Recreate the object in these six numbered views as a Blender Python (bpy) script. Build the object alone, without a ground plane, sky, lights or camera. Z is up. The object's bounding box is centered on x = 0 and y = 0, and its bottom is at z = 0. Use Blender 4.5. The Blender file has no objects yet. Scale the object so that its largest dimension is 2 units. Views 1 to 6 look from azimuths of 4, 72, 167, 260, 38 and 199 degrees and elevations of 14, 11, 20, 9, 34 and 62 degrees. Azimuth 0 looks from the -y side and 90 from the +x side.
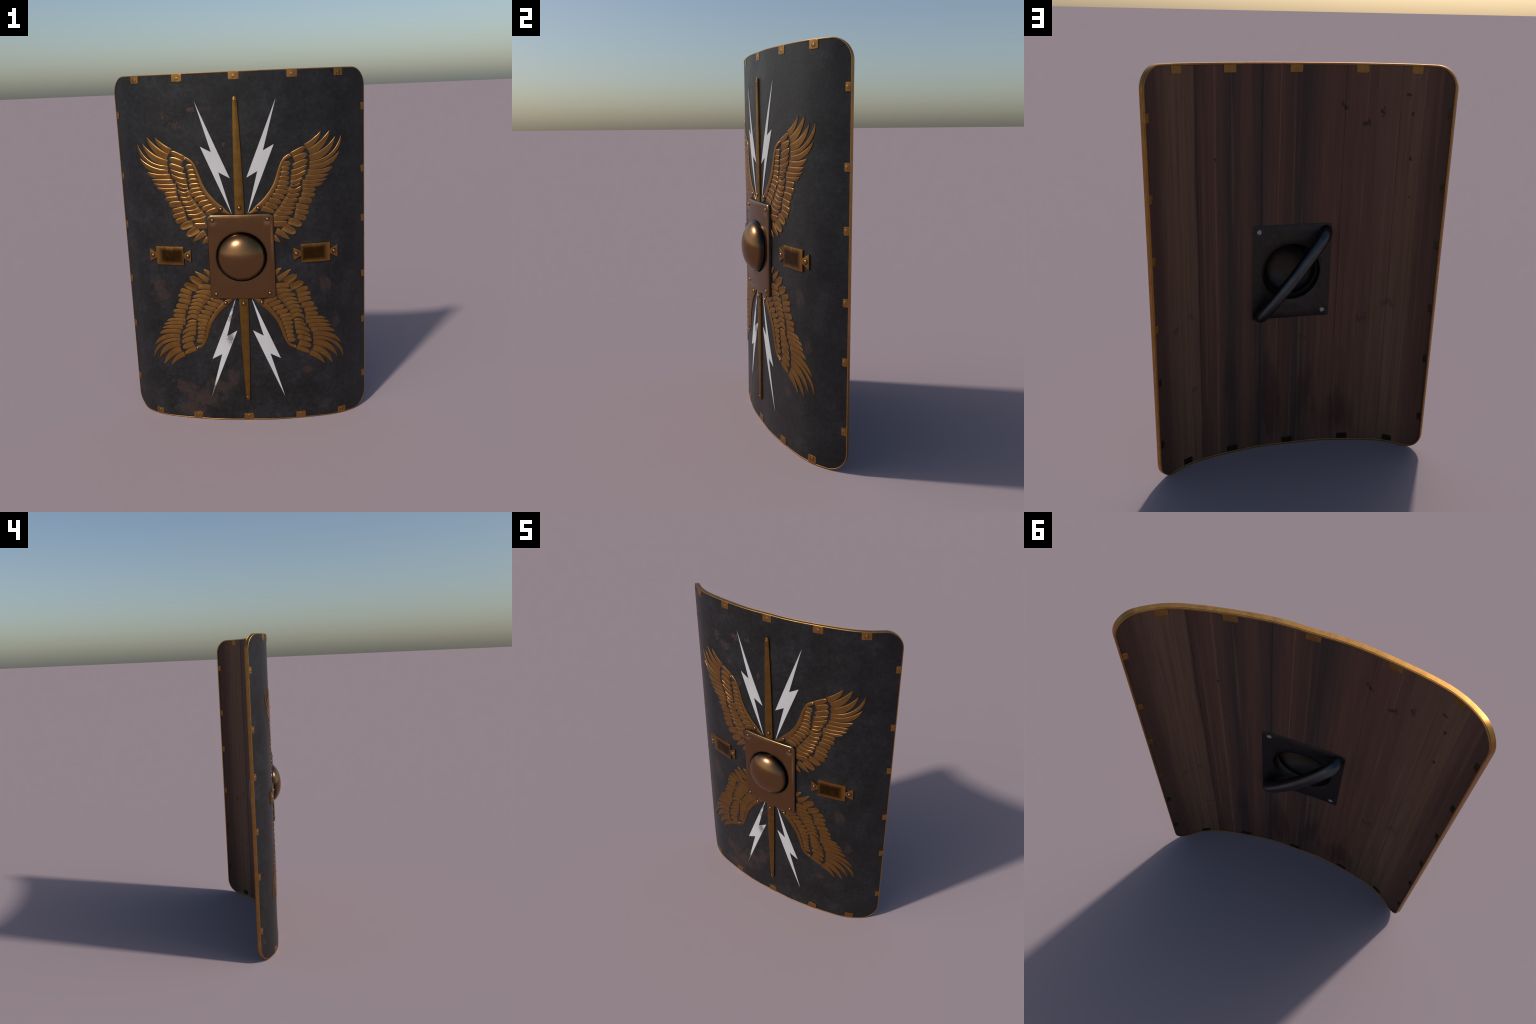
# Legionary's curved rectangular shield: dark leather face with embossed bronze
# wings, spears and painted lightning bolts, bronze boss, plank back with grip.
import bpy, math, random
from mathutils import Vector, Matrix, noise

random.seed(7)
T = 0.0192                # thickness of the board
TR = 0.0238               # thickness over the edge binding
H = 2.0                   # height
RC = 0.100                # corner radius
YOFF = 0.0

# ------------------------------------------------------------------ profile
# plan curve of the front face (x, y), right half; mirrored for the left
PLAN = [(0, -.065), (.147, -.0635), (.315, -.0405), (.47, -.007), (.55, .024), (.62, .0705), (.6975, .1425)]

def make_profile():
    pts = [(-x, y) for x, y in reversed(PLAN[1:])] + PLAN
    n = len(pts)
    m = []
    for i in range(n):
        a, b = pts[max(i-1, 0)], pts[min(i+1, n-1)]
        m.append((b[1]-a[1])/(b[0]-a[0]))
    out, N = [], 60
    for i in range(n-1):
        h = pts[i+1][0]-pts[i][0]
        for k in range(N + (1 if i == n-2 else 0)):
            t = k/N
            y = ((2*t**3-3*t*t+1)*pts[i][1] + (t**3-2*t*t+t)*h*m[i]
                 + (-2*t**3+3*t*t)*pts[i+1][1] + (t**3-t*t)*h*m[i+1])
            out.append((pts[i][0]+h*t, y))
    S = [0.0]
    for a, b in zip(out, out[1:]):
        S.append(S[-1]+math.hypot(b[0]-a[0], b[1]-a[1]))
    half = S[-1]/2
    return out, [s-half for s in S], half

PROF, ARC, SH = make_profile()

def on_profile(s):
    """point and outward normal of the front face at arc length s"""
    s_c = min(max(s, ARC[0]), ARC[-1])
    lo, hi = 0, len(ARC)-1
    while hi-lo > 1:
        mid = (lo+hi)//2
        if ARC[mid] <= s_c: lo = mid
        else: hi = mid
    t = (s_c-ARC[lo])/(ARC[hi]-ARC[lo])
    def tan(i):
        a, b = PROF[max(i-1, 0)], PROF[min(i+1, len(PROF)-1)]
        return Vector((b[0]-a[0], b[1]-a[1])).normalized()
    p = Vector(PROF[lo]).lerp(Vector(PROF[hi]), t)
    tg = tan(lo).lerp(tan(hi), t).normalized()
    p = p + tg*(s-s_c)
    return p, Vector((tg.y, -tg.x))

def W(s, z, h=0.0):
    """wrap flat design coordinates (arc length, height, relief) round the shield"""
    p, n = on_profile(s)
    return Vector((p.x+n.x*h, p.y+n.y*h+YOFF, z))

def s_of_x(x):
    return min(zip(ARC, PROF), key=lambda q: abs(q[1][0]-x))[0]

# ------------------------------------------------------------------ object helpers
def smooth(me, angle):
    for p in me.polygons: p.use_smooth = True
    try:
        me.set_sharp_from_angle(angle=math.radians(angle))
    except Exception:
        pass

def mesh_obj(name, verts, faces, mat, parent, angle=40):
    me = bpy.data.meshes.new(name)
    me.from_pydata([tuple(v) for v in verts], [], faces)
    me.validate(); me.update()
    import bmesh
    bm = bmesh.new(); bm.from_mesh(me)
    bmesh.ops.remove_doubles(bm, verts=bm.verts, dist=1e-6)
    bmesh.ops.recalc_face_normals(bm, faces=bm.faces)
    bm.to_mesh(me); bm.free()
    smooth(me, angle)
    if mat: me.materials.append(mat)
    ob = bpy.data.objects.new(name, me)
    bpy.context.scene.collection.objects.link(ob)
    if parent: ob.parent = parent
    return ob

def empty(name, parent=None):
    ob = bpy.data.objects.new(name, None)
    ob.empty_display_size = .1
    bpy.context.scene.collection.objects.link(ob)
    if parent: ob.parent = parent
    return ob

def grid_faces(nu, nv, off=0, skip=None, close_u=False):
    f = []
    for i in range(nu if close_u else nu-1):
        for j in range(nv-1):
            if skip and skip(i, j): continue
            a, b = i*nv+j, ((i+1) % nu)*nv+j
            f.append((off+a, off+b, off+b+1, off+a+1))
    return f

# ------------------------------------------------------------------ node helpers
class Mat:
    def __init__(self, name):
        self.m = bpy.data.materials.new(name); self.m.use_nodes = True
        self.nt = self.m.node_tree; self.n = self.nt.nodes; self.l = self.nt.links
        self.b = self.n["Principled BSDF"]
        self.co = self.n.new("ShaderNodeTexCoord").outputs["Object"]
    def put(self, sock, v):
        if hasattr(v, "is_output"): self.l.new(v, sock)
        elif v is not None: sock.default_value = v
    def mapping(self, scale=(1, 1, 1), loc=(0, 0, 0), rot=(0, 0, 0), vec=None):
        k = self.n.new("ShaderNodeMapping"); self.put(k.inputs[0], vec or self.co)
        k.inputs["Scale"].default_value = scale; k.inputs["Location"].default_value = loc
        k.inputs["Rotation"].default_value = rot
        return k.outputs[0]
    def noise(self, scale, detail=4, rough=.55, vec=None, dist=0):
        k = self.n.new("ShaderNodeTexNoise"); self.put(k.inputs["Vector"], vec or self.co)
        k.inputs["Scale"].default_value = scale; k.inputs["Detail"].default_value = detail
        k.inputs["Roughness"].default_value = rough; k.inputs["Distortion"].default_value = dist
        return k.outputs["Fac"]
    def voronoi(self, scale, vec=None, feature='F1'):
        k = self.n.new("ShaderNodeTexVoronoi"); k.feature = feature
        self.put(k.inputs["Vector"], vec or self.co); k.inputs["Scale"].default_value = scale
        return k.outputs["Distance"]
    def ramp(self, fac, stops, interp='LINEAR'):
        k = self.n.new("ShaderNodeValToRGB"); self.put(k.inputs[0], fac)
        k.color_ramp.interpolation = interp
        el = k.color_ramp.elements
        while len(el) < len(stops): el.new(.5)
        for e, (p, c) in zip(el, stops):
            e.position = p
            e.color = (c, c, c, 1) if isinstance(c, (int, float)) else (*c, 1)
        return k.outputs[0]
    def math(self, op, a, b=None, c=None, clamp=False):
        k = self.n.new("ShaderNodeMath"); k.operation = op; k.use_clamp = clamp
        for i, v in enumerate((a, b, c)):
            if v is not None: self.put(k.inputs[i], v)
        return k.outputs[0]
    def mix(self, fac, a, b, mode='MIX'):
        k = self.n.new("ShaderNodeMix"); k.data_type = 'RGBA'; k.blend_type = mode
        self.put(k.inputs[0], fac)
        for i, v in ((6, a), (7, b)):
            if isinstance(v, tuple): v = (*v, 1) if len(v) == 3 else v
            self.put(k.inputs[i], v)
        return k.outputs[2]
    def step(self, v, lo, hi, a=0., b=1.):
        k = self.n.new("ShaderNodeMapRange"); k.interpolation_type = 'SMOOTHSTEP'
        self.put(k.inputs[0], v)
        for i, q in zip((1, 2, 3, 4), (lo, hi, a, b)): k.inputs[i].default_value = q
        return k.outputs[0]
    def sep(self, vec=None):
        k = self.n.new("ShaderNodeSeparateXYZ"); self.put(k.inputs[0], vec or self.co)
        return k.outputs
    def spot(self, x, z, rx, rz=None):
        """1 at (x, z), 0 at the edge of an ellipse, whatever y"""
        rz = rz or rx
        v = self.mapping(scale=(1/rx, 0, 1/rz), loc=(-x/rx, 0, -z/rz))
        k = self.n.new("ShaderNodeVectorMath"); k.operation = 'LENGTH'; self.put(k.inputs[0], v)
        return self.step(k.outputs["Value"], 1.0, 0.0, 0., 1.)
    def total(self, items):
        r = items[0]
        for i in items[1:]: r = self.math('MAXIMUM', r, i)
        return r
    def bump(self, height, strength, dist=.002, normal=None):
        k = self.n.new("ShaderNodeBump"); self.put(k.inputs["Height"], height)
        k.inputs["Strength"].default_value = strength; k.inputs["Distance"].default_value = dist
        if normal: self.put(k.inputs["Normal"], normal)
        return k.outputs[0]
    def out(self, color=None, rough=None, metal=None, normal=None, **kw):
        if isinstance(color, tuple): color = (*color, 1)
        self.put(self.b.inputs["Base Color"], color); self.put(self.b.inputs["Roughness"], rough)
        self.put(self.b.inputs["Metallic"], metal); self.put(self.b.inputs["Normal"], normal)
        for k, v in kw.items(): self.put(self.b.inputs[k], v)
        return self.m

# ------------------------------------------------------------------ materials
CHIPS = [(-.237, 1.809, .09, .06), (-.400, 1.773, .045, .07), (-.335, 1.732, .10, .07), (-.15, 1.818, .06, .03),
         (-.073, 1.621, .04, .05), (-.300, 1.644, .05, .05), (-.22, 1.528, .04, .05)]
STAINS = [(-.37, .20, .16, .10), (-.26, .13, .24, .13), (-.16, .22, .16, .12), (-.08, .27, .10, .10), (-.33, .06, .2, .09),
          (-.48, .80, .14, .16), (.46, .82, .07, .10), (-.076, .634, .05, .06), (.36, .30, .07, .06), (.52, .58, .05, .09)]

def leather_material():
    k = Mat("black_leather")
    blot = k.noise(7, 6, .65)
    fine = k.noise(60, 5, .6)
    strk = k.noise(30, 6, .65, vec=k.mapping(scale=(4.5, 4.5, .5)))
    hatch = k.noise(26, 6, .65, vec=k.mapping(scale=(.5, .5, 5), rot=(0, math.radians(8), 0)))
    c = k.ramp(blot, [(.32, (.0048, .0044, .0048)), (.50, (.0080, .0077, .0086)), (.68, (.0132, .0136, .0155))])
    mid = k.noise(36, 8, .75)
    c = k.mix(.80, c, k.ramp(mid, [(.30, .15), (.70, .90)]), 'OVERLAY')
    c = k.mix(k.math('MULTIPLY', k.step(strk, .56, .74), .42), c, (.024, .0255, .030))
    c = k.mix(k.math('MULTIPLY', k.math('MULTIPLY', k.step(hatch, .57, .74), k.step(k.noise(4, 3), .40, .62)), .55), c, (.026, .0275, .032))
    c = k.mix(.55, c, k.ramp(fine, [(.25, .12), (.75, .95)]), 'OVERLAY')
    c = k.mix(k.math('MULTIPLY', k.step(k.noise(24, 8, .75), .58, .74), .40), c, (.024, .015, .012))
    # brown rubbed patches and chipped spots
    ns = k.noise(17, 10, .74, dist=.6)
    st = k.total([k.spot(*q) for q in STAINS])
    stm = k.step(k.math('ADD', k.math('MULTIPLY', st, .34), ns), .66, .80)
    stm = k.math('MULTIPLY', stm, k.math('ADD', .15, k.math('MULTIPLY', fine, 1.2)), clamp=True)
    c = k.mix(k.math('MULTIPLY', stm, .85), c, (.038, .0215, .0165))
    nc = k.noise(52, 9, .78)
    ch = k.total([k.spot(*q) for q in CHIPS])
    chm = k.step(k.math('ADD', k.math('MULTIPLY', ch, .30), nc), .72, .78)
    chc = k.ramp(k.noise(210, 3, .6), [(.38, (.008, .006, .006)), (.60, (.060, .034, .027))])
    c = k.mix(chm, c, chc)
    h = k.math('ADD', k.math('MULTIPLY', fine, .5), k.math('MULTIPLY', k.noise(190, 3, .6), .35))
    h = k.math('SUBTRACT', h, k.math('MULTIPLY', chm, k.math('ADD', .6, k.noise(170, 3, .6))))
    r = k.ramp(blot, [(.3, .37), (.7, .50)])
    r = k.mix(chm, r, (.38, .38, .38))
    return k.out(c, r, 0.0, k.bump(h, .55, .0022), **{"Specular IOR Level": .36})

def bolt_material(worn=False):
    k = Mat("worn_white_paint" if worn else "white_paint")
    fine = k.noise(90, 5, .65)
    c = k.ramp(k.noise(9, 5, .6), [(.3, (.46, .455, .455)), (.7, (.52, .515, .515))])
    flk = k.step(k.noise(34, 8, .75), .685, .72)
    c = k.mix(k.math('MULTIPLY', flk, .55), c, (.16, .15, .15))
    if worn:
        sp = k.total([k.spot(-.070, .635, .06, .06), k.spot(-.085, .515, .05, .09), k.spot(-.055, .70, .05, .07), k.spot(-.2, .20, .06, .08)])
        m = k.step(k.math('ADD', k.math('MULTIPLY', sp, .26), k.noise(120, 9, .8)), .62, .78)
        c = k.mix(k.math('MULTIPLY', m, .85), c, (.05, .036, .034))
        c = k.mix(k.math('MULTIPLY', k.spot(-.2, .17, .09, .11), .6), c, (.10, .10, .10))
    return k.out(c, .55, 0.0, k.bump(fine, .15, .001))

def bronze(name, a, b, r0, r1, scale=22, bump=.25, scratch=True, metal=1.0, patina=None):
    k = Mat(name)
    n = k.noise(scale, 6, .62)
    c = k.ramp(n, [(.32, a), (.68, b)])
    if patina:
        c = k.mix(k.math('MULTIPLY', k.step(k.noise(scale*.4, 6, .7), .50, .70), patina[0]), c, patina[1])
    rr = k.ramp(k.noise(scale*1.9, 5, .6), [(.3, r0), (.7, r1)])
    h = k.noise(scale*6, 4, .6)
    return k.out(c, rr, metal, k.bump(h, bump, .0008))

def boss_material():
    k = Mat("polished_boss_bronze")
    n = k.noise(9, 6, .6)
    c = k.ramp(n, [(.3, (.210, .112, .050)), (.7, (.240, .127, .057))])
    scr = k.step(k.noise(10, 3, .5, vec=k.mapping(scale=(9, 9, .8), rot=(0, math.radians(-18), 0))), .70, .74)
    c = k.mix(k.math('MULTIPLY', scr, .22), c, (.50, .34, .20))
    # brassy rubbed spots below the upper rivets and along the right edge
    sp = k.total([k.spot(-.15, 1.192, .028, .022), k.spot(.15, 1.192, .03, .026), k.spot(.172, 1.09, .008, .16), k.spot(-.05, 1.228, .16, .007)])
    c = k.mix(k.math('MULTIPLY', k.math('MULTIPLY', sp, k.noise(60, 4, .6)), 1.1, clamp=True), c, (.50, .36, .17))
    # contact shade painted as a dark ring where dome and plate meet
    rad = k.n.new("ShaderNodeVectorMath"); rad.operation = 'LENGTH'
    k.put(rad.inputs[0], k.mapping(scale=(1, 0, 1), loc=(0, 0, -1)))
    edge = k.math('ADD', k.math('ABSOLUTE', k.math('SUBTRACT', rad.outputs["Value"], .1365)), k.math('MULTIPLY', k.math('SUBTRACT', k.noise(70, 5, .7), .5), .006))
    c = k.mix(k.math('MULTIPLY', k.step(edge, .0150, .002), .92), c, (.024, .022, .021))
    return k.out(c, k.ramp(k.noise(30, 5, .6), [(.3, .20), (.7, .27)]), 1.0, k.bump(k.noise(140, 3, .5), .03, .0006))

def tablet_material():
    k = Mat("dark_centred_bronze")
    # tarnished dark field, rubbed bronze border (mirrored left and right)
    ab = k.math('ABSOLUTE', k.sep()[0])
    xx = k.math('ABSOLUTE', k.math('SUBTRACT', ab, .402))
    zz = k.math('ABSOLUTE', k.math('SUBTRACT', k.sep()[2], 1.004))
    fx = k.step(xx, .048, .088); fz = k.step(zz, .024, .056)
    e = k.math('MAXIMUM', fx, fz)
    e = k.math('ADD', e, k.math('MULTIPLY', k.math('SUBTRACT', k.noise(30, 5, .6), .5), .35), clamp=True)
    c = k.mix(e, (.055, .028, .009), (.33, .16, .042))
    return k.out(c, k.ramp(k.noise(40, 5, .6), [(.3, .30), (.7, .42)]), 1.0, k.bump(k.noise(150, 3), .12, .0008))

def wood_material():
    k = Mat("dark_plank_wood")
    x = k.sep()[0]
    warp = k.math('MULTIPLY', k.math('SUBTRACT', k.noise(2.2, 4, .5, vec=k.mapping(scale=(1, 1, .5))), .5), .05)
    xw = k.math('ADD', x, warp)
    f = k.math('MULTIPLY_ADD', xw, 1/1.4, .5)
    lite, red, dark, black = (.155, .079, .046), (.125, .056, .037), (.088, .041, .028), (.054, .034, .028)
    def q(v): return v/1.4+.5
    c = k.ramp(f, [(q(-.68), dark), (q(-.61), red), (q(-.57), lite), (q(-.48), lite), (q(-.33), red), (q(-.14), red),
                   (q(-.05), black), (q(.02), dark), (q(.10), red), (q(.155), black), (q(.23), red), (q(.31), black),
                   (q(.37), red), (q(.46), dark), (q(.47), lite), (q(.58), lite), (q(.64), dark)])
    g1 = k.noise(1, 6, .62, vec=k.mapping(scale=(55, 55, 1.4)), dist=.4)
    g2 = k.noise(1, 5, .6, vec=k.mapping(scale=(190, 190, 5)))
    c = k.mix(.40, c, k.ramp(g1, [(.28, .22), (.72, .80)]), 'OVERLAY')
    c = k.mix(.28, c, k.ramp(g2, [(.25, .25), (.75, .75)]), 'OVERLAY')
    # pale streaks of sapwood
    g3 = k.noise(1, 3, .5, vec=k.mapping(scale=(34, 34, .35), loc=(3, 1, 0)))
    c = k.mix(k.math('MULTIPLY', k.step(g3, .60, .72), .55), c, (.190, .098, .054))
    wob = k.math('MULTIPLY', k.math('SUBTRACT', k.noise(1.1, 3, .5), .5), .02)
    for x0, wd in ((.532, .007), (.513, .004), (-.556, .005), (-.574, .005), (.374, .006), (-.334, .004), (.07, .004)):
        ln = k.math('ABSOLUTE', k.math('SUBTRACT', k.math('ADD', x, wob), x0))
        ln = k.math('MULTIPLY', k.step(ln, wd, wd*.2), k.step(k.noise(1, 3, .5, vec=k.mapping(scale=(20, 20, 2.5), loc=(x0*40, 0, 0))), .28, .45))
        c = k.mix(k.math('MULTIPLY', ln, .70), c, (.190, .100, .052))
    # knots, gouges and dents
    MARKS = [(-.341, 1.729, .05, .04), (-.407, 1.783, .03, .05), (-.23, 1.81, .05, .04), (-.536, 1.781, .016, .03), (-.517, 1.865, .03, .016),
             (.375, 1.58, .014, .022), (.361, 1.322, .022, .03), (-.54, 1.573, .012, .025), (.5, .825, .04, .05), (.58, .785, .03, .05),
             (-.5, .83, .08, .06), (-.37, .74, .07, .06), (-.065, .641, .05, .04), (.5, .43, .04, .03), (-.55, 1.385, .012, .015)]
    mk = k.total([k.spot(*m) for m in MARKS])
    mm = k.step(k.math('ADD', k.math('MULTIPLY', mk, .32), k.noise(46, 6, .72, vec=k.mapping(scale=(1, 1, .7)))), .70, .77)
    c = k.mix(k.math('MULTIPLY', mm, k.step(k.sep()[2], .9, 1.4, .35, .8)), c, (.018, .013, .012))
    # dark reddish patches over the lower part of the planks
    low_dark = k.total([k.spot(.30, .40, .10, .45), k.spot(.10, .35, .12, .5), k.spot(-.08, .30, .14, .4), k.spot(-.28, .2, .2, .3)])
    wm = k.step(k.math('ADD', k.math('MULTIPLY', low_dark, .35), k.noise(1, 6, .65, vec=k.mapping(scale=(14, 14, 2.2)))), .62, .85)
    c = k.mix(k.math('MULTIPLY', wm, .6), c, (.038, .018, .016))
    h = k.math('ADD', k.math('MULTIPLY', g1, .6), k.math('MULTIPLY', g2, .4))
    h = k.math('SUBTRACT', h, mm)
    return k.out(c, k.ramp(g1, [(.3, .55), (.7, .68)]), 0.0, k.bump(h, .35, .0018), **{"Specular IOR Level": .25})

def iron_material(name, a, b, r, metal=.6, bump=.3):
    k = Mat(name)
    c = k.ramp(k.noise(26, 6, .65), [(.3, a), (.7, b)])
    return k.out(c, k.ramp(k.noise(50, 5), [(.3, r-.05), (.7, r+.07)]), metal, k.bump(k.noise(220, 4, .6), bump, .0006))

LEATHER = leather_material()
PAINT = bolt_material(); PAINT_WORN = bolt_material(True)
WING = bronze("wing_bronze", (.275, .138, .044), (.355, .182, .058), .30, .40, bump=.12)
WING_SHADED = bronze("shaded_wing_bronze", (.215, .105, .032), (.285, .142, .044), .40, .52, bump=.12)  # darker copy of the wing bronze: lower wings' shade put into the colour
SPEAR = bronze("spear_bronze", (.185, .095, .024), (.27, .140, .036), .34, .46, bump=.2)
RIM = bronze("binding_bronze", (.36, .175, .050), (.46, .235, .070), .36, .48, scale=30, bump=.25, patina=(.5, (.27, .155, .055)))
CLIP = bronze("clip_bronze", (.28, .140, .044), (.37, .190, .060), .36, .48, scale=40, bump=.25)
CLIP_BACK = bronze("back_clip_bronze", (.26, .135, .036), (.36, .19, .055), .40, .52, scale=40, bump=.25)  # bronze for the back tabs, slightly darker and rougher
CLIP_DARK = bronze("dark_reflection_clip_bronze", (.040, .032, .022), (.090, .060, .032), .38, .50, scale=40, bump=.25)  # clip bronze with the reflection of dark ground painted into its colour
RIVET = bronze("rivet_bronze", (.25, .145, .078), (.33, .195, .105), .28, .36, bump=.1)
RIVET_SHADE = bronze("rivet_shade_bronze", (.045, .028, .014), (.085, .050, .022), .42, .55, bump=.2)  # contact shade round each rivet head, painted as dark bronze
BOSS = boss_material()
TABLET = tablet_material()
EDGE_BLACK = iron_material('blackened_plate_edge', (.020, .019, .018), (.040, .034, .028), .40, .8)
WOOD = wood_material()
PLATE_IRON = iron_material("black_iron_plate", (.046, .040, .038), (.066, .058, .054), .50, 1.0, .4)
GRIP = iron_material("blued_grip_iron", (.070, .070, .074), (.100, .100, .104), .34, 1.0, .1)
GREY = iron_material("grey_rivet_steel", (.30, .28, .28), (.40, .38, .38), .5, .2)
DOME_IN = iron_material("dome_inside_iron", (.045, .038, .034), (.062, .054, .047), .40, 1.0)

# ------------------------------------------------------------------ root
root = empty("roman_shield")
root["label"] = "curved black leather shield with bronze wings, spears and domed boss"
root["category"] = "shield"

# ------------------------------------------------------------------ board: leather face and plank back
def columns(lo, hi, cuts=(), step=.009):
    """arc-length stations between lo and hi, denser in the rounded corners"""
    st = set()
    flat = SH-RC
    def span(a, b, d):
        n = max(1, round((b-a)/d))
        for i in range(n+1): st.add(round(a+(b-a)*i/n, 6))
    knots = sorted({lo, hi, *[c for c in cuts if lo < c < hi], *[c for c in (-flat, flat) if lo < c < hi]})
    for a, b in zip(knots, knots[1:]):
        if a >= flat-1e-6 or b <= -flat+1e-6:
            sg = 1 if a > 0 else -1
            for i in range(15):
                v = sg*(flat+RC*math.sin(math.pi/2*i/14))
                if a-1e-6 <= v <= b+1e-6: st.add(round(v, 6))
            st.add(a); st.add(b)
        else: span(a, b, step)
    out = []
    for v in sorted(st):
        if not out or v-out[-1] > 2e-5: out.append(v)
    return out

def edge_inset(s):
    d = abs(s)-(SH-RC)
    if d <= 0: return 0.0
    return RC-math.sqrt(max(0, RC*RC-min(d, RC)**2))

HOLE_S, HOLE_Z = .165, .22

def rows(step):
    st = []
    for a, b in ((0, 1-HOLE_Z), (1-HOLE_Z, 1+HOLE_Z), (1+HOLE_Z, 2)):
        n = round((b-a)/step)
        st += [a+(b-a)*i/n for i in range(n)]
    return [v/2 for v in st]+[1.0]

def sheet(name, cols, zs, h_out, h_in, mat, parent, inset=.0008):
    """closed slab following the shield; h_out(s, z, i, n) gives the visible relief"""
    nu, nv = len(cols), len(zs)
    skip = lambda i, j: (-HOLE_S-1e-4 < cols[i] and cols[i+1] < HOLE_S+1e-4
                         and 1-HOLE_Z-1e-4 < 2*zs[j] and 2*zs[j+1] < 1+HOLE_Z+1e-4)
    verts, inner = [], []
    for i, s in enumerate(cols):
        e = edge_inset(s)+inset
        for v in zs:
            z = e+v*(H-2*e)
            verts.append(W(s, z, h_out(s, z)))
            inner.append(W(s, z, h_in))
    f = grid_faces(nu, nv, 0, skip)
    base = len(verts)
    verts += inner
    f2 = [tuple(base+q for q in reversed(a)) for a in f]
    cnt = {}
    for a in f:
        for p, q in zip(a, a[1:]+a[:1]):
            key = (min(p, q), max(p, q)); cnt[key] = cnt.get(key, 0)+1
    walls = [(p, q, q+base, p+base) for (p, q), c in cnt.items() if c == 1]
    return mesh_obj(name, verts, f+f2+walls, mat, parent, 35)

def leather_relief(s, z):
    p, _ = on_profile(s)
    v = Vector((s*3.1, z*3.1, 2.2))
    h = .0009*noise.noise(v)+.0004*noise.noise(v*4.3)
    for cx, cz, rx, rz in CHIPS:
        d = ((p.x-cx)/rx)**2+((z-cz)/rz)**2
        if d < 1:
            h -= .0016*(1-d)*max(0, noise.noise(Vector((s*48, z*48, 5)))+.25)
    return h-.0006

face = sheet("leather_face", columns(-SH+.001, SH-.001, (-HOLE_S, HOLE_S), .0075), rows(.0105), leather_relief, -.004, LEATHER, root)

backing = empty("wooden_backing", root)
SEAMS = [-SH+.001, s_of_x(-.490), s_of_x(-.236), s_of_x(.156), s_of_x(.466), SH-.001]
def plank_relief(a, b):
    def h(s, z):
        g = min(s-a if a > -SH+.01 else 9, b-s if b < SH-.01 else 9)
        dip = .0022*max(0, 1-g/.0025)
        v = Vector((s*14, z*.9, a*9))
        return -T+dip-.0007*noise.noise(v)
    return h
for a, b in zip(SEAMS, SEAMS[1:]):
    cs = columns(a, b, (-HOLE_S, HOLE_S, a+.0025, b-.0025, a+.0012, b-.0012), .010)
    sheet("plank", cs, rows(.02), plank_relief(a, b), -.0045, WOOD, backing)

# ------------------------------------------------------------------ edge binding
def edge_path():
    """(s, z, inward s, inward z) all round the rounded rectangle"""
    P = []
    fl, top = SH-RC, H-RC
    def line(a, b, n, d):
        for i in range(n): 
            t = i/n; P.append((a[0]+(b[0]-a[0])*t, a[1]+(b[1]-a[1])*t, *d))
    def arc(cx, cz, a0, n=28):
        for i in range(n):
            a = math.radians(a0+90*i/n)
            P.append((cx+RC*math.cos(a), cz+RC*math.sin(a), -math.cos(a), -math.sin(a)))
    line((-fl, 0), (fl, 0), 90, (0, 1)); arc(fl, RC, -90)
    line((SH, RC), (SH, top), 180, (-1, 0)); arc(fl, top, 0)
    line((fl, H), (-fl, H), 90, (0, -1)); arc(-fl, top, 90)
    line((-SH, top), (-SH, RC), 180, (1, 0)); arc(-fl, RC, 180)
    return P

PATH = edge_path()
SECT = [(.0048, -.0030), (.0048, .0004), (.0042, .0009), (.0014, .0011), (.0003, .0004), (0, -.0010), (0, -TR+.0052), (.0012, -TR+.0046),
        (.0012, -TR+.0036), (.0002, -TR+.0030), (.0006, -TR+.0006), (.0020, -TR-.0004), (.0066, -TR-.0002), (.0085, -TR+.0012), (.0085, -T+.003)]
vs = []
for (s, z, ds, dz) in PATH:
    for d, h in SECT: vs.append(W(s+ds*d, z+dz*d, h))
fs = grid_faces(len(PATH), len(SECT), 0, None, True)
ns = len(SECT)
for i in range(len(PATH)):
    j = (i+1) % len(PATH)
    fs.append((i*ns, i*ns+ns-1, j*ns+ns-1, j*ns))
mesh_obj("edge_binding", vs, fs, RIM, root, 30)

# ------------------------------------------------------------------ rivets
def lathe(profile, n=20):
    verts, faces, rings = [], [], []
    for r, y in profile:
        if r < 1e-7:
            rings.append([len(verts)]); verts.append((0, 0, y))
        else:
            rings.append(list(range(len(verts), len(verts)+n)))
            verts += [(r*math.cos(2*math.pi*k/n), r*math.sin(2*math.pi*k/n), y) for k in range(n)]
    for A, B in zip(rings, rings[1:]):
        for k in range(n):
            if len(B) == 1: faces.append((A[k], A[(k+1) % n], B[0]))
            elif len(A) == 1: faces.append((A[0], B[(k+1) % n], B[k]))
            else: faces.append((A[k], A[(k+1) % n], B[(k+1) % n], B[k]))
    return verts, faces

# domed head; flat dark ring added round it to stand for shade
_rv, _rf = lathe([(1.36, -.4), (1.36, .05), (1.30, .09), (1.0, .06), (.98, .20), (.92, .38), (.80, .54), (.60, .68), (.33, .79), (0, .82)], 24)
def rivet_mesh(name, mat, shade_ring=None):
    me = bpy.data.meshes.new(name)
    me.from_pydata(_rv, [], _rf)
    smooth(me, 60)
    me.materials.append(mat); me.materials.append(shade_ring or mat)
    for p in me.polygons:
        if math.hypot(p.center.x, p.center.y) > 1.01: p.material_index = 1
    return me
RIVET_MESH = rivet_mesh("rivet", RIVET, RIVET_SHADE)
GREY_MESH = rivet_mesh("grey_rivet", GREY)
CLIPRIVET_MESH = rivet_mesh("clip_rivet", CLIP, RIVET_SHADE)

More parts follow.
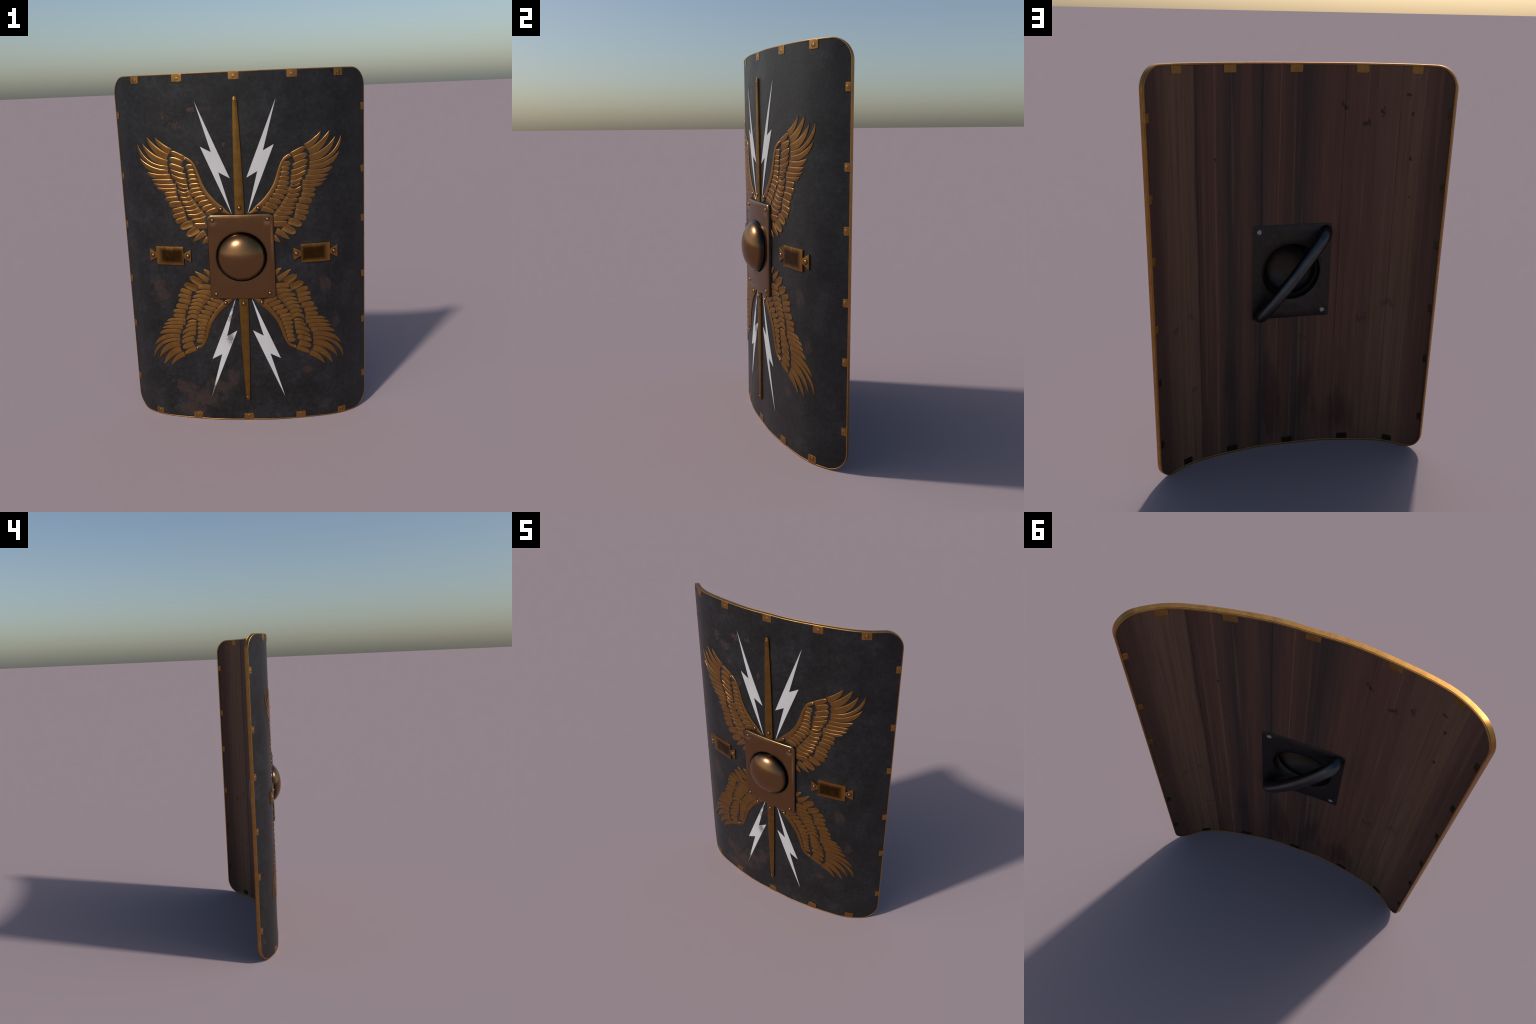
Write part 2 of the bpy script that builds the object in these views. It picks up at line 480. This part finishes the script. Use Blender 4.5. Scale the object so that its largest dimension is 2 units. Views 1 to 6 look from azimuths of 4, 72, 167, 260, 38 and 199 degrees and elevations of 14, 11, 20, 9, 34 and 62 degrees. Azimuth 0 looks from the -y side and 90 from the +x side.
def rivet_at(pos, normal, r, parent, me=None, flat=1.0):
    ob = bpy.data.objects.new("rivet", me or RIVET_MESH)
    bpy.context.scene.collection.objects.link(ob)
    q = Vector(normal).to_track_quat('Z', 'Y').to_matrix().to_4x4()
    ob.matrix_world = Matrix.Translation(pos) @ q @ Matrix.Diagonal((r, r, r*flat, 1))
    ob.parent = parent
    return ob

def rivet_on(s, z, h, r, parent, me=None, flat=1.0, back=False):
    _, n = on_profile(s)
    nn = Vector((n.x, n.y, 0))
    return rivet_at(W(s, z, h), -nn if back else nn, r, parent, me, flat)

# ------------------------------------------------------------------ flat-cut strips wrapped on the face
def wrapped_plate(name, outline, thick, bevel, mat, parent, h0=0.0, back=False, rise=None, sub=.02, angle=35):
    """solid plate from a flat (s, z) outline given counter-clockwise, bevelled upper edge"""
    import bmesh
    # refine the outline so it follows the curve of the shield
    pts = []
    for (a, b) in zip(outline, outline[1:]+outline[:1]):
        n = max(1, int(math.hypot(b[0]-a[0], b[1]-a[1])/sub))
        for i in range(n): pts.append((a[0]+(b[0]-a[0])*i/n, a[1]+(b[1]-a[1])*i/n))
    bm = bmesh.new()
    vs_ = [bm.verts.new((p[0], p[1], 0)) for p in pts]
    f = bm.faces.new(vs_)
    # cut into strips along s so that large plates bend
    lo, hi = min(p[0] for p in pts), max(p[0] for p in pts)
    f.normal_update()
    bmesh.ops.triangulate(bm, faces=[f])
    n = int((hi-lo)/.025)
    for i in range(1, n):
        c = lo+(hi-lo)*i/n
        bmesh.ops.bisect_plane(bm, geom=bm.verts[:]+bm.edges[:]+bm.faces[:], plane_co=(c, 0, 0), plane_no=(1, 0, 0))
    ext = bmesh.ops.extrude_face_region(bm, geom=bm.faces[:])
    top = [v for v in ext['geom'] if isinstance(v, bmesh.types.BMVert)]
    for v in top: v.co.z = thick
    bm.normal_update()
    if bevel > 0:
        es = [e for e in bm.edges if all(abs(v.co.z-thick) < 1e-7 for v in e.verts)
              and any(abs(l.normal.z) < .5 for l in e.link_faces)]
        bmesh.ops.bevel(bm, geom=es, offset=bevel, segments=2, affect='EDGES', profile=.6)
    for v in bm.verts:
        s, z, h = v.co
        if rise: h = h+rise(s, z)*(h/thick)
        h = h0+h if h > 1e-7 else -.0015
        v.co = W(s, z, -T-h if back else h)
    bmesh.ops.recalc_face_normals(bm, faces=bm.faces[:])
    me = bpy.data.meshes.new(name); bm.to_mesh(me); bm.free()
    smooth(me, angle); me.materials.append(mat)
    ob = bpy.data.objects.new(name, me)
    bpy.context.scene.collection.objects.link(ob); ob.parent = parent
    return ob

def round_rect(s0, s1, z0, z1, r, n=4):
    out = []
    for cx, cz, a0 in ((s1-r, z0+r, -90), (s1-r, z1-r, 0), (s0+r, z1-r, 90), (s0+r, z0+r, 180)):
        for i in range(n+1):
            a = math.radians(a0+90*i/n); out.append((cx+r*math.cos(a), cz+r*math.sin(a)))
    return out

# clips that hold the binding: five along top and bottom, six up each side
def clip(s0, s1, z0, z1, rs, rz):
    c = wrapped_plate("clip", round_rect(s0, s1, z0, z1, .005), .0016, .0006, CLIP, root)
    rivet_on(rs, rz, .0013, .0084, c, CLIPRIVET_MESH, .26)
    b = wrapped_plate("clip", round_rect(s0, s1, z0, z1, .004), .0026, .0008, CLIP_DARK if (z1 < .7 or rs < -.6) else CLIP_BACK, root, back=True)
    return c

for s, w in ((0, .0285), (.308, .0285), (-.308, .0285), (.561, .026), (-.561, .026)):
    clip(s-w, s+w, 1.958, 1.996, s, 1.974)
    clip(s-w, s+w, .004, .042, s, .026)
for sg in (1, -1):
    for dz in (.790, .447, .165, -.165, -.447, -.790):
        z = 1+dz; a, b = sorted((sg*.7215, sg*(SH-.004)))
        clip(a, b, z-.020, z+.020, sg*.7325, z)

# ------------------------------------------------------------------ wings
def curve3(p, t):
    """quadratic through base, middle and tip"""
    (a, b, c) = p
    d1 = math.hypot(b[0]-a[0], b[1]-a[1]); d2 = math.hypot(c[0]-b[0], c[1]-b[1])
    m = d1/(d1+d2)
    la = (t-m)*(t-1)/(m*1.0); lb = t*(t-1)/(m*(m-1)); lc = t*(t-m)/(1-m)
    return Vector((a[0]*la+b[0]*lb+c[0]*lc, a[1]*la+b[1]*lb+c[1]*lc))

# row tables in millimetres from the boss centre: upper edge (base, middle, tip), vane width, tip shape
PRIMARY = [
    ((364, 606), (410, 632), (456, 672), 34, 'point'), ((383, 578), (448, 617), (504, 673), 42, 'point'),
    ((389, 545), (483, 586), (538, 640), 42, 'point'), ((391, 513), (514, 553), (573, 643), 38, 'point'),
    ((391, 491), (492, 512), (562, 558), 40, 'point'), ((383, 469), (457, 468), (518, 483), 38, 'blade'),
    ((369, 440), (438, 439), (498, 442), 35, 'blade'), ((352, 414), (424, 412), (488, 419), 31, 'blade'),
    ((349, 392), (418, 390), (466, 396), 29, 'blade'), ((351, 371), (390, 369), (423, 370), 34, 'round'),
    ((344, 344), (380, 342), (421, 341), 35, 'round'), ((327, 317), (371, 316), (404, 313), 39, 'round'),
    ((315, 288), (356, 279), (386, 275), 38, 'round'), ((311, 259), (350, 249), (385, 243), 35, 'round'),
    ((306, 233), (341, 222), (371, 216), 36, 'round'), ((270, 209), (321, 195), (352, 180), 44, 'dished'),
    ((246, 180), (288, 156), (318, 136), 44, 'dished'), ((205, 155), (241, 130), (274, 86), 34, 'leaf'),
    ((190, 118), (208, 97), (221, 74), 28, 'leaf')]
SECONDARY = [
    ((286, 563), (322, 581), (364, 601), 28, 'round'), ((300, 540), (340, 556), (376, 566), 37, 'round'),
    ((296, 501), (339, 518), (378, 532), 38, 'round'), ((290, 470), (338, 482), (376, 498), 36, 'blade'),
    ((287, 444), (330, 450), (370, 472), 36, 'blade'), ((284, 411), (318, 416), (350, 432), 30, 'blade'),
    ((283, 391), (313, 391), (338, 403), 24, 'blade'), ((278, 380), (305, 368), (338, 385), 36, 'blade'),
    ((274, 351), (300, 340), (328, 348), 32, 'round'), ((260, 330), (288, 315), (319, 321), 33, 'round'),
    ((244, 308), (275, 290), (310, 293), 32, 'round'), ((230, 286), (266, 268), (303, 273), 33, 'round'),
    ((208, 262), (249, 244), (293, 250), 34, 'round'), ((191, 238), (234, 220), (273, 222), 36, 'round'),
    ((180, 198), (229, 193), (260, 197), 32, 'round')]
COVERT = [((240, 516), (289, 520), 30), ((236, 490), (283, 491), 29), ((230, 464), (280, 467), 29), ((224, 440), (280, 441), 29),
          ((217, 416), (279, 413), 29), ((210, 392), (277, 386), 29), ((200, 372), (272, 362), 29), ((184, 350), (254, 339), 31),
          ((164, 326), (234, 312), 32), ((144, 303), (216, 283), 32), ((124, 282), (196, 257), 28)]
SPAR = [((52, 243), 2.5), ((70, 249), 9), ((88, 260), 13.5), ((104, 274), 15.5), ((137, 304), 14), ((175, 351), 12), ((204, 400), 11.5),
        ((221, 457), 9.5), ((234, 501), 8), ((252, 531), 8.5), ((270, 543), 9.5), ((284, 548), 11), ((292, 550), 9.5), ((296, 551), 5)]

def clearance(p, d, nxt):
    """distance from p along d to the upper edge of the neighbouring feather"""
    best = None
    for a, b in zip(nxt, nxt[1:]):
        e = b-a
        den = d.x*e.y-d.y*e.x
        if abs(den) < 1e-9: continue
        q = a-p
        t = (q.x*e.y-q.y*e.x)/den; u = (q.x*d.y-q.y*d.x)/den
        if t > 0 and -.001 <= u <= 1.001 and (best is None or t < best): best = t
    return best

def feather(parent, sx, sz, top, width, kind, lift, hgt, mat, nxt=None, gap=2.6):
    NT, NU = 26, 11
    top = [Vector(p) for p in top]
    if nxt:
        e0 = curve3(nxt, 0); e1 = curve3(nxt, .06)
        nxt = [e0-(e1-e0).normalized()*30]+[curve3(nxt, i/24) for i in range(25)]
    verts = []
    run = None
    def shape(t):
        if kind == 'point': return (1-t**2.0)**.80
        if kind == 'blade': return (1-t**5.0)**.70
        if kind == 'leaf': return (1-t**2.6)**.80
        if kind == 'dished': return (1-t**3.6)**.50
        if kind == 'scale': return (1-t**6.5)**.50
        return (1-t**6)**.50
    K = {'round': .36, 'dished': .46, 'blade': .14, 'scale': .50}.get(kind, .03)
    for i in range(NT):
        t = 1-(1-i/(NT-1))**1.8
        p = curve3(top, t)
        ta = min(1, t+.02)
        tg = (curve3(top, ta)-curve3(top, ta-.04)).normalized()
        dn = Vector((tg.y, -tg.x))
        full = width
        if nxt:
            d = clearance(p, dn, nxt)
            if d is not None: full = min(full, max(3.0, d-gap))
            if run: full = min(full, run*(1.07 if kind == 'point' else 1.012))
            run = full
        w = full*shape(t) if i < NT-1 else 0.0
        p = p+dn*(full-w)*K
        fall = min(1, max(0, t/.22))
        foot = .30+.70*fall*fall*(3-2*fall)
        end = math.sqrt(max(.0, 1-max(0, (t-.86)/.14)**2))*.50+.50
        for j in range(NU):
            u = j/(NU-1)
            u = .5-.5*math.cos(math.pi*u)*(1 if u in (0, 1) else .985)
            q = p+dn*w*u
            lip = min(1, .55+.45*math.sin(min(1, u/.17)*math.pi/2))
            low = .50 if kind != 'dished' else .0
            body = 1-low*max(0, u-.17)/.83
            if kind == 'dished':
                body = 1-.70*math.sin(math.pi*min(1, max(0, (u-.06)/.88)))**.8*min(1, (1-t)*5)
            tail = .82+.18*math.sin(min(1, (1-u)/.10)*math.pi/2)
            verts.append((q.x, q.y, lift+hgt*lip*body*tail*foot*end))
    faces = grid_faces(NT, NU)
    ring = [i*NU for i in range(NT)]+[(NT-1)*NU+j for j in range(1, NU)]+[i*NU+NU-1 for i in range(NT-2, -1, -1)]+[j for j in range(NU-2, 0, -1)]
    base = len(verts)
    for r in ring: verts.append((verts[r][0], verts[r][1], -1.6))
    for k in range(len(ring)):
        m = (k+1) % len(ring)
        faces.append((ring[k], ring[m], base+m, base+k))
    P = [W(sx*v[0]*.001, 1+sz*v[1]*.001, v[2]*.001) for v in verts]
    return mesh_obj("feather", P, faces, mat, parent, 50)

def spar(parent, sx, sz):
    pts = []
    for (p0, w0), (p1, w1) in zip(SPAR, SPAR[1:]):
        for i in range(5):
            t = i/5; pts.append((Vector(p0).lerp(Vector(p1), t), w0+(w1-w0)*t))
    pts.append((Vector(SPAR[-1][0]), SPAR[-1][1]))
    for _ in range(3):
        pts = [pts[0]]+[((pts[i-1][0]+pts[i][0]*2+pts[i+1][0])/4, pts[i][1]) for i in range(1, len(pts)-1)]+[pts[-1]]
    sec = [(-1, -1.2), (-1, 2.6), (-.86, 3.9), (-.5, 4.6), (0, 4.9), (.5, 4.6), (.86, 3.9), (1, 2.6), (1, -1.2)]
    V = []
    for i, (p, w) in enumerate(pts):
        a, b = pts[max(0, i-1)][0], pts[min(len(pts)-1, i+1)][0]
        tg = (b-a).normalized(); nr = Vector((tg.y, -tg.x))
        for k, h in sec:
            q = p+nr*w*k
            V.append(W(sx*q.x*.001, 1+sz*q.y*.001, h*.001))
    F = grid_faces(len(pts), len(sec))
    F += [tuple(range(len(sec))), tuple(range(len(V)-len(sec), len(V)))]
    return mesh_obj("wing_bone", V, F, WING if sz > 0 else WING_SHADED, parent, 45)

for sx in (1, -1):
    for sz_ in (1, -1):
        wing = empty("wing", root)
        tips = [(a, ((a[0]+c[0])/2, (a[1]+c[1])/2+1.5), c, w, 'scale') for a, c, w in COVERT]
        for row, lift, hgt in ((PRIMARY, .1, 3.6), (SECONDARY, .6, 3.8), (tips, .7, 3.6)):
            for n, (a, b, c, w, kd) in enumerate(row):
                nx = [Vector(v) for v in row[n+1][:3]] if n+1 < len(row) else None
                feather(wing, sx, sz_, (a, b, c), float(w), kd, lift, hgt, WING if sz_ > 0 else WING_SHADED, nx, 1.2 if kd != 'scale' else .6)
        bone = spar(wing, sx, sz_)
        rivet_on(sx*.103, 1+sz_*.271, .0044, .0095, wing)
        rivet_on(sx*.286, 1+sz_*.548, .0044, .0070, wing, None, .9)

# ------------------------------------------------------------------ spears
for sg in (1, -1):
    prof = [(.235, .0265), (.30, .0262), (.42, .0245), (.60, .0208), (.72, .0175), (.82, .0135), (.857, .0122), (.866, .0095), (.874, .0015)]
    sec = [(-1, -.0015), (-1, .0070), (-.90, .0088), (-.45, .0104), (0, .0112), (.45, .0104), (.90, .0088), (1, .0070), (1, -.0015)]
    V = []
    zs = []
    for (z0, w0), (z1, w1) in zip(prof, prof[1:]):
        n = 8 if z1-z0 > .03 else 2
        zs += [(z0+(z1-z0)*i/n, w0+(w1-w0)*i/n) for i in range(n)]
    zs.append(prof[-1])
    for z, w in zs:
        k2 = 1.0 if z < .857 else .75+.25*(.874-z)/.017
        for k, h in sec: V.append(W(w*k, 1+sg*z, h*k2 if h > 0 else h))
    F = grid_faces(len(zs), len(sec))
    F += [tuple(range(len(sec))), tuple(range(len(V)-len(sec), len(V)))]
    sp = mesh_obj("spear", V, F, SPEAR, root, 30)
    rivet_on(0, 1+sg*.275, .0108, .0100, sp, None, .8)
    rivet_on(-.001, 1+sg*.851, .0098, .0062, sp, None, .7)

# ------------------------------------------------------------------ painted lightning bolts
# zigzag: tip, inner notch, outer barb, foot, and back up the other side
ZIG = [(.217, .852), (.1405, .5825), (.1995, .6135), (.0425, .236), (.1060, .4730), (.0455, .4390)]
# order round the outline: tip -> notch -> barb -> foot -> notch -> barb -> tip
for sx in (1, -1):
    for sg in (1, -1):
        pts = [(sx*s, 1+sg*z) for s, z in ZIG]
        if sx*sg < 0: pts.reverse()
        wrapped_plate("lightning_bolt", pts, .0014, 0, PAINT_WORN if (sx < 0 and sg < 0) else PAINT, root)

# ------------------------------------------------------------------ winged name tablets
for sx in (1, -1):
    out = [(.331, -.053), (.4975, -.053), (.4975, -.0125), (.542, -.0375), (.542, .0375), (.4975, .0125),
           (.4975, .053), (.331, .053), (.331, .0125), (.289, .0375), (.289, -.0375), (.331, -.0125)]
    pts = [(sx*s, 1.004+z) for s, z in out]
    if sx < 0: pts.reverse()
    tb = wrapped_plate("name_tablet", pts, .0075, .0016, TABLET, root)
    for s in (.3065, .5215): rivet_on(sx*s, 1.004, .0070, .0105, tb, None, .8)

# ------------------------------------------------------------------ boss: bevelled plate and dome
def rr_loop(hx, hz, r, N):
    """rounded rectangle sampled by angle so that rings line up with circles"""
    out = []
    for k in range(N):
        a = 2*math.pi*k/N
        d = Vector((math.cos(a), math.sin(a)))
        lo, hi = 0, 1.0
        for _ in range(40):
            m = (lo+hi)/2; q = d*m
            dx, dz = max(0, abs(q.x)-(hx-r)), max(0, abs(q.y)-(hz-r))
            inside = abs(q.x) <= hx and abs(q.y) <= hz and (dx == 0 or dz == 0 or math.hypot(dx, dz) <= r)
            if inside: lo = m
            else: hi = m
        out.append(d*lo)
    return out

PX, PZ, ZC = .1855, .2430, 1.0
NB = 192
FRONT = -.086
loops = []
for ins, y in ((0, -.052), (0, FRONT+.0110), (.0006, FRONT+.0075), (.0022, FRONT+.0042), (.0048, FRONT+.0018), (.0078, FRONT+.0005), (.0110, FRONT)):
    loops.append([(p.x, y, p.y) for p in rr_loop(PX-ins, PZ-ins, .024-ins*.5, NB)])
outer = rr_loop(PX-.011, PZ-.011, .0185, NB)
for t in (.25, .5, .75):
    loops.append([((p.x*(1-t)+.147*p.normalized().x*t), FRONT, (p.y*(1-t)+.147*p.normalized().y*t)) for p in outer])
def circ(r, y): return [(r*math.cos(2*math.pi*k/NB), y, r*math.sin(2*math.pi*k/NB)) for k in range(NB)]
loops += [circ(.147, FRONT), circ(.142, FRONT+.0004), circ(.138, FRONT+.0018), circ(.1352, FRONT+.0040)]
rim_in = [circ(.1345, FRONT+.014), circ(.150, FRONT+.015), [(p.x, FRONT+.015, p.y) for p in rr_loop(PX-.01, PZ-.01, .02, NB)]]
V = [Vector((x, y+.27*x*x+YOFF, ZC-.0015+z)) for L in loops+rim_in for x, y, z in L]
nl = len(loops+rim_in)
F = []
for i in range(nl-1):
    for k in range(NB):
        a, b = i*NB+k, i*NB+(k+1) % NB
        F.append((a, b, b+NB, a+NB))
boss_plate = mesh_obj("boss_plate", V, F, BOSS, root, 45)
boss_plate.data.materials.append(EDGE_BLACK)
for p in boss_plate.data.polygons:
    if abs(p.normal.y) < .5 and math.hypot(p.center.x, p.center.z-ZC) > .16: p.material_index = 1
for x in (.1525, -.1525):
    for z in (.2110, -.2130):
        rivet_at(Vector((x, FRONT+.27*x*x+.0005, ZC-.001+z)), Vector((.54*x, -1, 0)), .0092, boss_plate, None, .85)

APEX = -.1595
def cap(r0, y0, y1, n=26):
    """half ellipse of revolution: full, steep-sided dome"""
    return [(r0*math.cos(math.pi/2*i/n), y0+(y1-y0)*math.sin(math.pi/2*i/n)) for i in range(n+1)]
def dome(name, prof, mat, parent):
    verts, faces = lathe(prof, 96)
    return mesh_obj(name, [Vector((x, y+YOFF, ZC+z)) for x, z, y in verts], faces, mat, parent, 50)
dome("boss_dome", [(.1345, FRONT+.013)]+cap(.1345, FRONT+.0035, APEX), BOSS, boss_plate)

# ------------------------------------------------------------------ inside: iron plate, hollow of the dome, grip
inside = [(.1450, -.0440), (.1395, -.0600), (.1310, -.0780)]+cap(.1300, -.0785, APEX+.006)
BX, BZ = .197, .246
def back_y(x, proud): return W(s_of(x), 0, 0).y+T+proud
def s_of(x):
    q = on_profile(x)[0].x
    return x+(x-q)
lp = []
for ins, pr in ((0, -.004), (0, .0008), (.0010, .0016)):
    lp.append([(p.x, back_y(p.x, pr), p.y) for p in rr_loop(BX-ins, BZ-ins, .0015, NB)])
edge_in = rr_loop(BX-.001, BZ-.001, .0015, NB)
for t_ in (.35, .7):
    ring = [p.lerp(p.normalized()*.1465, t_) for p in edge_in]
    lp.append([(p.x, back_y(p.x, .0016), p.y) for p in ring])
for rad, pr in ((.1465, .0016), (.1452, .0006), (.1450, -.003)):
    lp.append([(x, back_y(x, pr), z) for x, _, z in circ(rad, 0)])
V = [Vector((x, y+YOFF, ZC+.0015+z)) for L in lp for x, y, z in L]
F = []
for i in range(len(lp)-1):
    for k in range(NB):
        a, b = i*NB+k, i*NB+(k+1) % NB
        F.append((a, b, b+NB, a+NB))
grip_plate = mesh_obj("grip_plate", V, F, PLATE_IRON, root, 40)
dome("dome_hollow", inside, DOME_IN, grip_plate)
for x, z in ((.166, .215), (-.167, -.213)):
    rivet_at(Vector((x, back_y(x, .0012), ZC+z)), Vector((0, 1, 0)), .0100, grip_plate, GREY_MESH, .30)

# diagonal grip bar bowed out of the plate
SPINE = [(-.166, -.070, 1.212), (-.163, -.030, 1.207), (-.148, -.004, 1.190), (-.115, .013, 1.150), (-.06, .0245, 1.080), (0, .0275, 1.000),
         (.06, .0215, .920), (.112, .010, .850), (.148, -.004, .802), (.1615, -.022, .784), (.166, -.066, .778)]
def catmull(P, n=8):
    out = []
    for i in range(len(P)-1):
        p0, p1, p2, p3 = (Vector(P[max(0, i-1)]), Vector(P[i]), Vector(P[i+1]), Vector(P[min(len(P)-1, i+2)]))
        for k in range(n):
            t = k/n
            out.append(.5*((2*p1)+(p2-p0)*t+(2*p0-5*p1+4*p2-p3)*t*t+(3*p1-p0-3*p2+p3)*t**3))
    return out+[Vector(P[-1])]
path = catmull(SPINE)
V, NR = [], 24
side = Vector((.8, 0, .6))
for i, p in enumerate(path):
    tg = (path[min(i+1, len(path)-1)]-path[max(i-1, 0)]).normalized()
    nb = tg.cross(side).normalized()
    f = i/(len(path)-1)
    r = .0305
    for k in range(NR):
        a = 2*math.pi*k/NR
        V.append(p+Vector((-.0024, 0, -.0016))+side*r*math.cos(a)+nb*r*math.sin(a)+Vector((0, YOFF, 0)))
F = [(i*NR+k, i*NR+(k+1) % NR, (i+1)*NR+(k+1) % NR, (i+1)*NR+k) for i in range(len(path)-1) for k in range(NR)]
F += [tuple(range(NR)), tuple(range(len(V)-NR, len(V)))]
mesh_obj("grip_bar", V, F, GRIP, root, 50)
